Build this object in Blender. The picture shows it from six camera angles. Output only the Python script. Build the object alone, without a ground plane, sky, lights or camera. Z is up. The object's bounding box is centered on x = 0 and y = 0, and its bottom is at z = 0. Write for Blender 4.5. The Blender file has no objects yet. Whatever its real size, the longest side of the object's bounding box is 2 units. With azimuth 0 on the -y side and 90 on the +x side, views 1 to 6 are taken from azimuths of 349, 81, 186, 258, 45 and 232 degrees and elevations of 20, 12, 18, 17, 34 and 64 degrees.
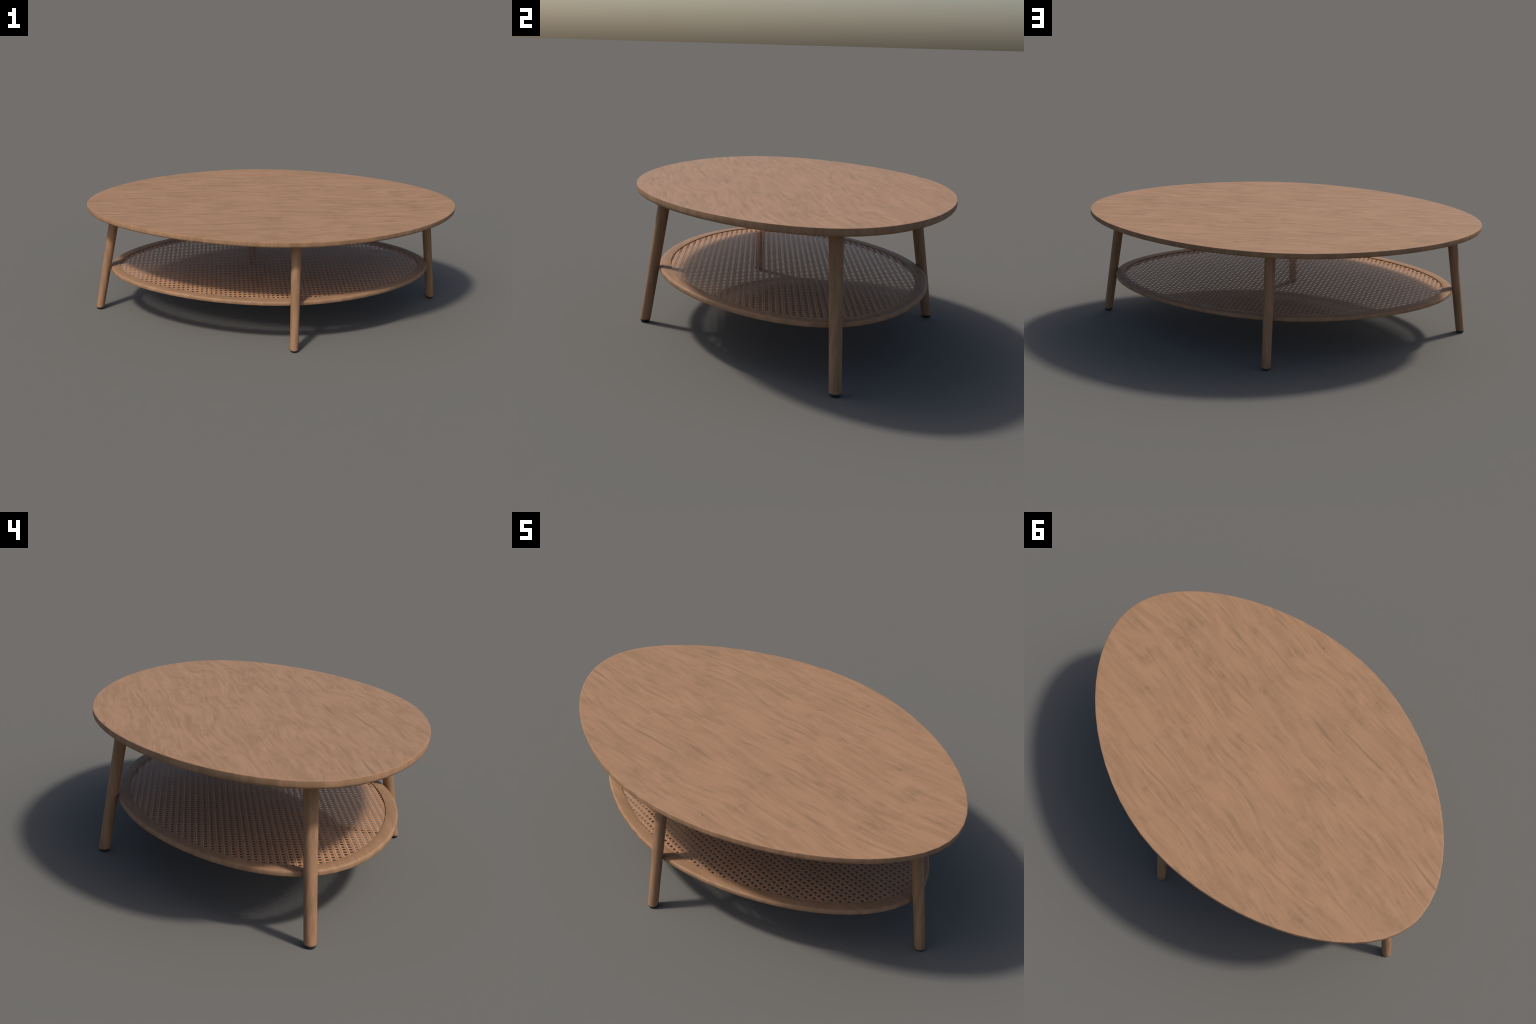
"""Low oval wooden coffee table: thin plywood top, four raked turned legs with
black glides, and a lower oval shelf whose frame holds woven cane webbing."""
import bpy, bmesh, math
from mathutils import Vector

# ------------------------------------------------------------------ sizes (m)
OVAL_K = 0.482                 # handle length of the quarter curves of the oval
TOP_A, TOP_B = 1.0, 0.6515     # half axes of the table top
TOP_Z, TOP_H = 0.5874, 0.0285
SHELF_A, SHELF_B = 0.8778, 0.5568
SHELF_W = 0.0480               # width of the shelf frame
SHELF_Z0, SHELF_Z1 = 0.2193, 0.2405
CANE_Z = 0.2365
CANE_PITCH, CANE_ANGLE = 0.02392, math.radians(-8.2)
CANE_PHASE = (0.1313, -0.3223)
FOOT_X, FOOT_Y = 0.938, 0.617  # where the leg axes meet the floor
RAKE = 0.157                   # inward lean of the legs per metre of height
LEG_R0, LEG_R1 = 0.0217, 0.0258


# ------------------------------------------------------------------ node helper
class Nodes:
    def __init__(self, name):
        self.mat = bpy.data.materials.new(name)
        self.mat.use_nodes = True
        self.t = self.mat.node_tree
        self.t.nodes.clear()
        self.out = self.t.nodes.new('ShaderNodeOutputMaterial')
        self.bsdf = self.t.nodes.new('ShaderNodeBsdfPrincipled')
        self.t.links.new(self.bsdf.outputs[0], self.out.inputs[0])

    def put(self, sock, val):
        if isinstance(val, bpy.types.NodeSocket):
            self.t.links.new(val, sock)
        else:
            sock.default_value = val

    def coord(self):
        return self.t.nodes.new('ShaderNodeTexCoord').outputs['Object']

    def mapping(self, vec, scale=(1, 1, 1), loc=(0, 0, 0), rot=(0, 0, 0)):
        n = self.t.nodes.new('ShaderNodeMapping')
        self.put(n.inputs['Vector'], vec)
        n.inputs['Scale'].default_value = scale
        n.inputs['Location'].default_value = loc
        n.inputs['Rotation'].default_value = rot
        return n.outputs[0]

    def noise(self, vec, scale=1.0, detail=3.0, rough=0.55, color=False, dist=0.0):
        n = self.t.nodes.new('ShaderNodeTexNoise')
        self.put(n.inputs['Vector'], vec)
        n.inputs['Scale'].default_value = scale
        n.inputs['Detail'].default_value = detail
        n.inputs['Roughness'].default_value = rough
        n.inputs['Distortion'].default_value = dist
        return n.outputs['Color' if color else 'Fac']

    def math(self, op, a, b=0.0, clamp=False):
        n = self.t.nodes.new('ShaderNodeMath')
        n.operation = op
        n.use_clamp = clamp
        self.put(n.inputs[0], a)
        self.put(n.inputs[1], b)
        return n.outputs[0]

    def vmath(self, op, a, b):
        n = self.t.nodes.new('ShaderNodeVectorMath')
        n.operation = op
        self.put(n.inputs[0], a)
        self.put(n.inputs[1], b)
        return n.outputs[0]

    def range(self, v, lo, hi, a=0.0, b=1.0):
        n = self.t.nodes.new('ShaderNodeMapRange')
        n.interpolation_type = 'SMOOTHSTEP'
        self.put(n.inputs['Value'], v)
        for key, val in (('From Min', lo), ('From Max', hi), ('To Min', a), ('To Max', b)):
            n.inputs[key].default_value = val
        return n.outputs[0]

    def mix(self, fac, a, b, mode='MIX'):
        n = self.t.nodes.new('ShaderNodeMix')
        n.data_type = 'RGBA'
        n.blend_type = mode
        self.put(n.inputs[0], fac)
        self.put(n.inputs[6], a if not isinstance(a, tuple) else (*a, 1))
        self.put(n.inputs[7], b if not isinstance(b, tuple) else (*b, 1))
        return n.outputs[2]

    def voronoi(self, vec, scale):
        n = self.t.nodes.new('ShaderNodeTexVoronoi')
        self.put(n.inputs['Vector'], vec)
        n.inputs['Scale'].default_value = scale
        return n.outputs['Distance'], n.outputs['Color']

    def bump(self, h, strength, dist):
        n = self.t.nodes.new('ShaderNodeBump')
        n.inputs['Strength'].default_value = strength
        n.inputs['Distance'].default_value = dist
        self.put(n.inputs['Height'], h)
        self.t.links.new(n.outputs[0], self.bsdf.inputs['Normal'])

    def finish(self, color, rough, spec=0.22):
        self.put(self.bsdf.inputs['Base Color'], color)
        self.put(self.bsdf.inputs['Roughness'], rough)
        self.bsdf.inputs['Specular IOR Level'].default_value = spec
        return self.mat


# wood tones (linear)
OAK = (0.345, 0.196, 0.110)
OAK_WARM = (0.353, 0.196, 0.109)
OAK_DARK = (0.258, 0.148, 0.079)
OAK_GREY = (0.172, 0.112, 0.068)


def veneer_material():
    """Flat-sawn veneer: streaks along x, bent round by slow swirls, greyish
    cathedral patches, and a sprinkling of pin knots."""
    m = Nodes('oak_veneer')
    flat = m.mapping(m.coord(), scale=(1, 1, 0))
    # slow swirl of the grain: the streak direction wanders by some 20 degrees
    slow = m.noise(m.mapping(flat, scale=(1.7, 3.0, 1)), 1.0, 1.0, 0.5, color=True)
    slow = m.vmath('MULTIPLY', m.vmath('SUBTRACT', slow, (0.5, 0.5, 0.5)), (0.46, 0.17, 0))
    quick = m.noise(m.mapping(flat, scale=(4.5, 8, 1), loc=(3, 1, 0)), 1.0, 1.0, 0.5, color=True)
    quick = m.vmath('MULTIPLY', m.vmath('SUBTRACT', quick, (0.5, 0.5, 0.5)), (0.10, 0.012, 0))
    p = m.vmath('ADD', m.vmath('ADD', flat, slow), quick)
    broad = m.noise(m.mapping(p, scale=(3.4, 20, 1)), 1.0, 5.0, 0.66)
    mid = m.noise(m.mapping(p, scale=(5.0, 56, 1), loc=(7, 2, 0)), 1.0, 5.0, 0.66)
    fine = m.noise(m.mapping(p, scale=(20, 250, 1), loc=(1, 9, 0)), 1.0, 3.0, 0.6)
    long = m.noise(m.mapping(p, scale=(2.6, 44, 1), loc=(4, 8, 0)), 1.0, 2.0, 0.5)
    patch = m.noise(m.mapping(p, scale=(2.6, 4.6, 1), loc=(11, 4, 0)), 1.0, 4.0, 0.6)
    cloud = m.noise(m.mapping(flat, scale=(5.0, 6.5, 1), loc=(2, 6, 0)), 1.0, 7.0, 0.72)
    tint = m.noise(m.mapping(p, scale=(2.0, 9.0, 1), loc=(5, 5, 0)), 1.0, 3.0, 0.5)
    col = m.mix(m.range(tint, 0.35, 0.65), OAK, OAK_WARM)
    dark = m.range(broad, 0.42, 0.68)
    col = m.mix(m.math('MULTIPLY', dark, 0.62), col, OAK_DARK)
    streak = m.math('MULTIPLY', m.range(mid, 0.47, 0.67), m.range(patch, 0.34, 0.60, 0.35, 1.0))
    col = m.mix(m.math('MULTIPLY', streak, 0.95), col, OAK_DARK)
    col = m.mix(m.math('MULTIPLY', m.range(cloud, 0.48, 0.66), m.range(mid, 0.38, 0.58, 0.22, 0.85)), col, OAK_DARK)
    line = m.math('MULTIPLY', m.range(long, 0.60, 0.72), m.range(mid, 0.44, 0.56))
    col = m.mix(m.math('MULTIPLY', line, 0.55), col, OAK_GREY)
    grey = m.math('MULTIPLY', m.range(cloud, 0.57, 0.70), m.range(patch, 0.46, 0.60))
    col = m.mix(m.math('MULTIPLY', m.math('MULTIPLY', grey, m.range(mid, 0.36, 0.58, 0.3, 1.0)), 0.62), col, OAK_GREY)
    col = m.mix(m.math('MULTIPLY', m.range(fine, 0.40, 0.70), 0.32), col, OAK_DARK)
    pale = m.math('MULTIPLY', m.range(mid, 0.44, 0.28), 0.40)
    col = m.mix(pale, col, (0.415, 0.243, 0.144))
    # pin knots: one small dot in a few cells
    for scale, limit, size, tone in ((7.0, 0.80, 0.026, 0.85), (22.0, 0.86, 0.045, 0.50)):
        d, c = m.voronoi(m.mapping(flat, scale=(1, 1.25, 1), loc=(scale, 0.3, 0)), scale)
        sep = m.t.nodes.new('ShaderNodeSeparateColor')
        m.put(sep.inputs[0], c)
        keep = m.math('GREATER_THAN', sep.outputs[0], limit)
        dot = m.math('MULTIPLY', m.range(d, size, size * 1.9, 1.0, 0.0), keep)
        col = m.mix(m.math('MULTIPLY', dot, tone), col, (0.085, 0.062, 0.050))
    m.bump(m.math('ADD', m.math('MULTIPLY', mid, 0.6), m.math('MULTIPLY', fine, 0.4)), 0.12, 0.002)
    return m.finish(col, m.range(mid, 0.3, 0.7, 0.52, 0.62))


def edge_material():
    """Cut edge of the board: short streaks running up and down the edge."""
    m = Nodes('oak_edge')
    flat = m.mapping(m.coord(), scale=(1, 1, 0.04))
    broad = m.noise(flat, 22.0, 3.0, 0.6)
    fine = m.noise(flat, 120.0, 3.0, 0.6)
    col = m.mix(m.math('MULTIPLY', m.range(broad, 0.38, 0.64), 0.90), OAK_WARM, OAK_DARK)
    col = m.mix(m.math('MULTIPLY', m.range(fine, 0.42, 0.68), 0.55), col, (0.235, 0.143, 0.080))
    m.bump(fine, 0.08, 0.001)
    return m.finish(col, 0.58)


def leg_material():
    """Straight grain along the turned leg, different on every leg."""
    m = Nodes('oak_turned')
    rnd = m.t.nodes.new('ShaderNodeObjectInfo').outputs['Random']
    comb = m.t.nodes.new('ShaderNodeCombineXYZ')
    m.put(comb.inputs[0], m.math('MULTIPLY', rnd, 3.0))
    m.put(comb.inputs[2], m.math('MULTIPLY', rnd, 7.0))
    p = m.vmath('ADD', m.coord(), comb.outputs[0])
    wob = m.noise(p, 5.0, 2.0, 0.5, color=True)
    p = m.vmath('ADD', p, m.vmath('MULTIPLY', m.vmath('SUBTRACT', wob, (0.5, 0.5, 0.5)), (0.03, 0.03, 0)))
    broad = m.noise(m.mapping(p, scale=(42, 42, 3.2)), 1.0, 4.0, 0.6)
    fine = m.noise(m.mapping(p, scale=(190, 190, 9)), 1.0, 3.0, 0.6)
    col = m.mix(m.math('MULTIPLY', m.range(broad, 0.40, 0.66), 0.95), OAK_WARM, OAK_DARK)
    col = m.mix(m.math('MULTIPLY', m.range(fine, 0.44, 0.70), 0.50), col, OAK_DARK)
    col = m.mix(m.math('MULTIPLY', m.range(broad, 0.62, 0.76), m.range(fine, 0.50, 0.65)), col,
                (0.235, 0.146, 0.086))
    m.bump(fine, 0.10, 0.001)
    return m.finish(col, 0.58)


def cane_material(name, pale, deep):
    m = Nodes(name)
    p = m.coord()
    blotch = m.noise(p, 9.0, 3.0, 0.6)
    speck = m.noise(p, 160.0, 2.0, 0.6)
    col = m.mix(m.range(blotch, 0.35, 0.65), pale, deep)
    col = m.mix(m.math('MULTIPLY', m.range(speck, 0.45, 0.75), 0.30), col,
                tuple(c * 0.62 for c in deep))
    return m.finish(col, 0.5, 0.4)


def rubber_material():
    m = Nodes('black_rubber')
    n = m.noise(m.coord(), 140.0, 2.0)
    return m.finish(m.mix(n, (0.016, 0.016, 0.017), (0.026, 0.026, 0.027)), 0.55, 0.4)


VENEER, EDGE, TURNED = veneer_material(), edge_material(), leg_material()
RUBBER = rubber_material()
CANE_ORANGE = cane_material('cane_honey', (0.470, 0.240, 0.129), (0.425, 0.212, 0.112))
CANE_PALE = cane_material('cane_straw', (0.540, 0.325, 0.165), (0.470, 0.272, 0.138))


# ------------------------------------------------------------------ geometry helpers
def new_object(name, bm, mats, parent, smooth_angle=None):
    me = bpy.data.meshes.new(name)
    bmesh.ops.recalc_face_normals(bm, faces=bm.faces)
    bm.to_mesh(me)
    bm.free()
    for mat in mats:
        me.materials.append(mat)
    if smooth_angle is not None:
        me.shade_smooth()
        me.set_sharp_from_angle(angle=math.radians(smooth_angle))
    ob = bpy.data.objects.new(name, me)
    bpy.context.scene.collection.objects.link(ob)
    ob.parent = parent
    return ob


def oval(a, b, per_quarter=16):
    """Closed oval from four cubic arcs; returns points and outward normals."""
    quarter = []
    for i in range(per_quarter):
        t = i / per_quarter
        s = 1 - t
        quarter.append((s**3 + 3*s*s*t + 3*s*t*t*OVAL_K, 3*s*s*t*OVAL_K + 3*s*t*t + t**3))
    ring = list(quarter)
    ring += [(-x, y) for x, y in reversed(quarter[1:] + [(0.0, 1.0)])]
    ring += [(-x, -y) for x, y in quarter]
    ring += [(x, -y) for x, y in reversed(quarter[1:] + [(0.0, 1.0)])]
    pts = []
    for x, y in ring:                       # keep one copy of shared corners
        q = Vector((a * x, b * y))
        if not pts or (q - pts[-1]).length > 1e-6:
            pts.append(q)
    n = len(pts)
    nrm = []
    for i in range(n):
        d = pts[(i + 1) % n] - pts[i - 1]
        nrm.append(Vector((d.y, -d.x)).normalized())
    return pts, nrm


def sweep(bm, pts, nrm, profile, closed):
    """Loft a profile of (inset, height, material) round the oval."""
    loops = []
    for inset, z, _ in profile:
        loops.append([bm.verts.new((p.x - k.x * inset, p.y - k.y * inset, z))
                      for p, k in zip(pts, nrm)])
    n = len(pts)
    last = len(profile) if closed else len(profile) - 1
    for j in range(last):
        a, b = loops[j], loops[(j + 1) % len(loops)]
        for i in range(n):
            f = bm.faces.new((a[i], a[(i + 1) % n], b[(i + 1) % n], b[i]))
            f.material_index = profile[j][2]
    return loops


def arc(cx, cz, r, a0, a1, steps):
    """Points of a fillet in (inset, z)."""
    return [(cx + r * math.cos(math.radians(a0 + (a1 - a0) * i / steps)),
             cz + r * math.sin(math.radians(a0 + (a1 - a0) * i / steps))) for i in range(steps + 1)]


# ------------------------------------------------------------------ the table
table = bpy.data.objects.new('coffee_table', None)
bpy.context.scene.collection.objects.link(table)
table['label'] = 'low oval oak coffee table with woven cane lower shelf'
table['category'] = 'coffee table'


def build_top():
    pts, nrm = oval(TOP_A, TOP_B)
    bm = bmesh.new()
    z1, z0 = TOP_Z, TOP_Z - TOP_H
    top_r, low_r = 0.0016, 0.0105
    prof = [(0.010, z1, 0)]
    prof += [(i, z, 1) for i, z in arc(top_r, z1 - top_r, top_r, 90, 180, 3)]
    prof += [(i, z, 1) for i, z in arc(low_r, z0 + low_r, low_r, 180, 270, 6)]
    prof += [(0.030, z0, 0)]
    loops = sweep(bm, pts, nrm, prof, closed=False)
    bm.faces.new(loops[0]).material_index = 0
    bm.faces.new(loops[-1]).material_index = 0
    return new_object('tabletop', bm, [VENEER, EDGE], table, 40)


def build_shelf():
    pts, nrm = oval(SHELF_A, SHELF_B)
    bm = bmesh.new()
    z0, z1, w = SHELF_Z0, SHELF_Z1, SHELF_W
    r_top, r_low, r_in = 0.0095, 0.0045, 0.0012
    prof = [(i, z, 1) for i, z in arc(r_low, z0 + r_low, r_low, 270, 180, 4)]
    prof += [(i, z, 1 if k < 3 else 0) for k, (i, z) in
             enumerate(arc(r_top, z1 - r_top, r_top, 180, 90, 6))]
    prof += [(w * 0.5, z1, 0)]
    prof += [(i, z, 1) for i, z in arc(w - r_in, z1 - r_in, r_in, 90, 0, 2)]
    prof += [(i, z, 1) for i, z in arc(w - r_in, z0 + r_in, r_in, 0, -90, 2)]
    sweep(bm, pts, nrm, prof, closed=True)
    return new_object('shelf_frame', bm, [VENEER, EDGE], table, 50)


def build_cane(frame):
    """Six-way cane webbing: pairs of strands along two axes and single strands
    on both diagonals, passing over and under each other, so that an eight-sided
    opening is left in every cell."""
    a, b = SHELF_A - SHELF_W + 0.004, SHELF_B - SHELF_W + 0.004
    border, _ = oval(a, b, 24)
    e1 = Vector((math.cos(CANE_ANGLE), math.sin(CANE_ANGLE)))
    e2 = Vector((-e1.y, e1.x))
    P = CANE_PITCH
    origin = e1 * (CANE_PHASE[0] * P) + e2 * (CANE_PHASE[1] * P)   # one hole centre
    bm = bmesh.new()

    def clip(o, d):
        """Where the line o + t d crosses the oval border."""
        n = Vector((-d.y, d.x))
        hits = []
        m = len(border)
        for i in range(m):
            p, q = border[i], border[(i + 1) % m]
            sp, sq = n.dot(p - o), n.dot(q - o)
            if (sp > 0) != (sq > 0):
                c = p + (q - p) * (sp / (sp - sq))
                hits.append(d.dot(c - o))
        return (min(hits), max(hits)) if len(hits) >= 2 else None

    def strand(o, d, width, height, level, wave, wave_len, phase, mat):
        span = clip(o, d)
        if span is None or span[1] - span[0] < 0.01:
            return
        side = Vector((-d.y, d.x)) * (width / 2)
        step = wave_len / 4
        k0 = math.ceil(span[0] / step)
        k1 = math.floor(span[1] / step)
        ts = [span[0]] + [k * step for k in range(k0, k1 + 1)] + [span[1]]
        ts = [t for i, t in enumerate(ts) if i == 0 or t - ts[i - 1] > 1e-5]
        prev = None
        for t in ts:
            c = o + d * t
            z = CANE_Z + level + wave * math.cos(2 * math.pi * t / wave_len + phase)
            sec = [bm.verts.new((c.x + side.x * s, c.y + side.y * s, z + h * height))
                   for s, h in ((-1.0, -0.35), (1.0, -0.35), (1.0, 0.2), (0.45, 0.5), (-0.45, 0.5), (-1.0, 0.2))]
            if prev:
                m = len(sec)
                for i in range(m):
                    f = bm.faces.new((prev[i], prev[(i + 1) % m], sec[(i + 1) % m], sec[i]))
                    f.material_index = mat
            else:
                bm.faces.new(sec).material_index = mat
            prev = sec
        bm.faces.new(prev).material_index = mat

    gap, wid, thick = 0.1550, 0.168, 0.0005
    reach = 52
    for n in range(-reach, reach + 1):
        for sgn in (-1, 1):
            # along e1 (length of the table) and along e2 (across it)
            o = origin + e2 * ((n + 0.5 + sgn * gap) * P)
            strand(o, e1, wid * P, thick, 0.00030, 0.00012 * sgn, 2 * P, math.pi * n, 1 if sgn < 0 else 0)
            o = origin + e1 * ((n + 0.5 + sgn * gap) * P)
            strand(o, e2, wid * P, thick, 0.00005, 0.00012 * sgn, 2 * P, math.pi * n, 0)
    for n in range(-2 * reach, 2 * reach + 1):
        off = (n + 0.5) * P / math.sqrt(2)
        for d, lift in (((e1 + e2).normalized(), -0.00015), ((e1 - e2).normalized(), -0.00035)):
            o = origin + Vector((-d.y, d.x)) * off
            strand(o, d, 1.10 * wid * P, thick, lift, 0.00012, P * math.sqrt(2), math.pi * n, 0)
    ob = new_object('cane_webbing', bm, [CANE_ORANGE, CANE_PALE], frame)
    ob['kind'] = 'stuff'
    return ob


def raked(bm, profile, sides=40):
    """Round leg of (radius, height) sections, cut level with the floor; local
    +x points away from the middle of the table."""
    loops = []
    for r, z in profile:
        loops.append([bm.verts.new((r * math.cos(2 * math.pi * i / sides) - RAKE * z,
                                    r * math.sin(2 * math.pi * i / sides), z)) for i in range(sides)])
    for a, b in zip(loops, loops[1:]):
        for i in range(sides):
            bm.faces.new((a[i], a[(i + 1) % sides], b[(i + 1) % sides], b[i]))
    bm.faces.new(loops[0])
    bm.faces.new(loops[-1])


def build_legs():
    pad_h, pad_r = 0.0080, 0.0205
    height = TOP_Z - TOP_H + 0.006

    def r_at(z):
        return LEG_R0 + (LEG_R1 - LEG_R0) * z / height

    prof = [(LEG_R0 - 0.0020, pad_h), (LEG_R0 - 0.0008, pad_h + 0.0006), (LEG_R0 - 0.0002, pad_h + 0.0018),
            (r_at(0.0125), 0.0125)]
    prof += [(r_at(z), z) for z in [height * k / 8 for k in range(1, 9)]]
    bm = bmesh.new()
    raked(bm, prof)
    bm2 = bmesh.new()
    raked(bm2, [(pad_r - 0.0036, 0.0), (pad_r - 0.0020, 0.0010), (pad_r - 0.0006, 0.0042),
                (pad_r, pad_h - 0.0005), (pad_r - 0.001, pad_h + 0.001)])
    first = first_pad = None
    for x, y in ((-FOOT_X, 0), (0, -FOOT_Y), (FOOT_X, 0), (0, FOOT_Y)):
        if first is None:
            first = leg = new_object('leg', bm, [TURNED], table, 40)
            first_pad = pad = new_object('foot_glide', bm2, [RUBBER], leg, 40)
        else:
            leg = first.copy()
            pad = first_pad.copy()
            for ob in (leg, pad):
                bpy.context.scene.collection.objects.link(ob)
            pad.parent = leg
        leg.parent = table
        leg.rotation_euler = (0, 0, math.atan2(y, x))
        leg.location = (x, y, 0)


build_top()
shelf = build_shelf()
build_cane(shelf)
build_legs()
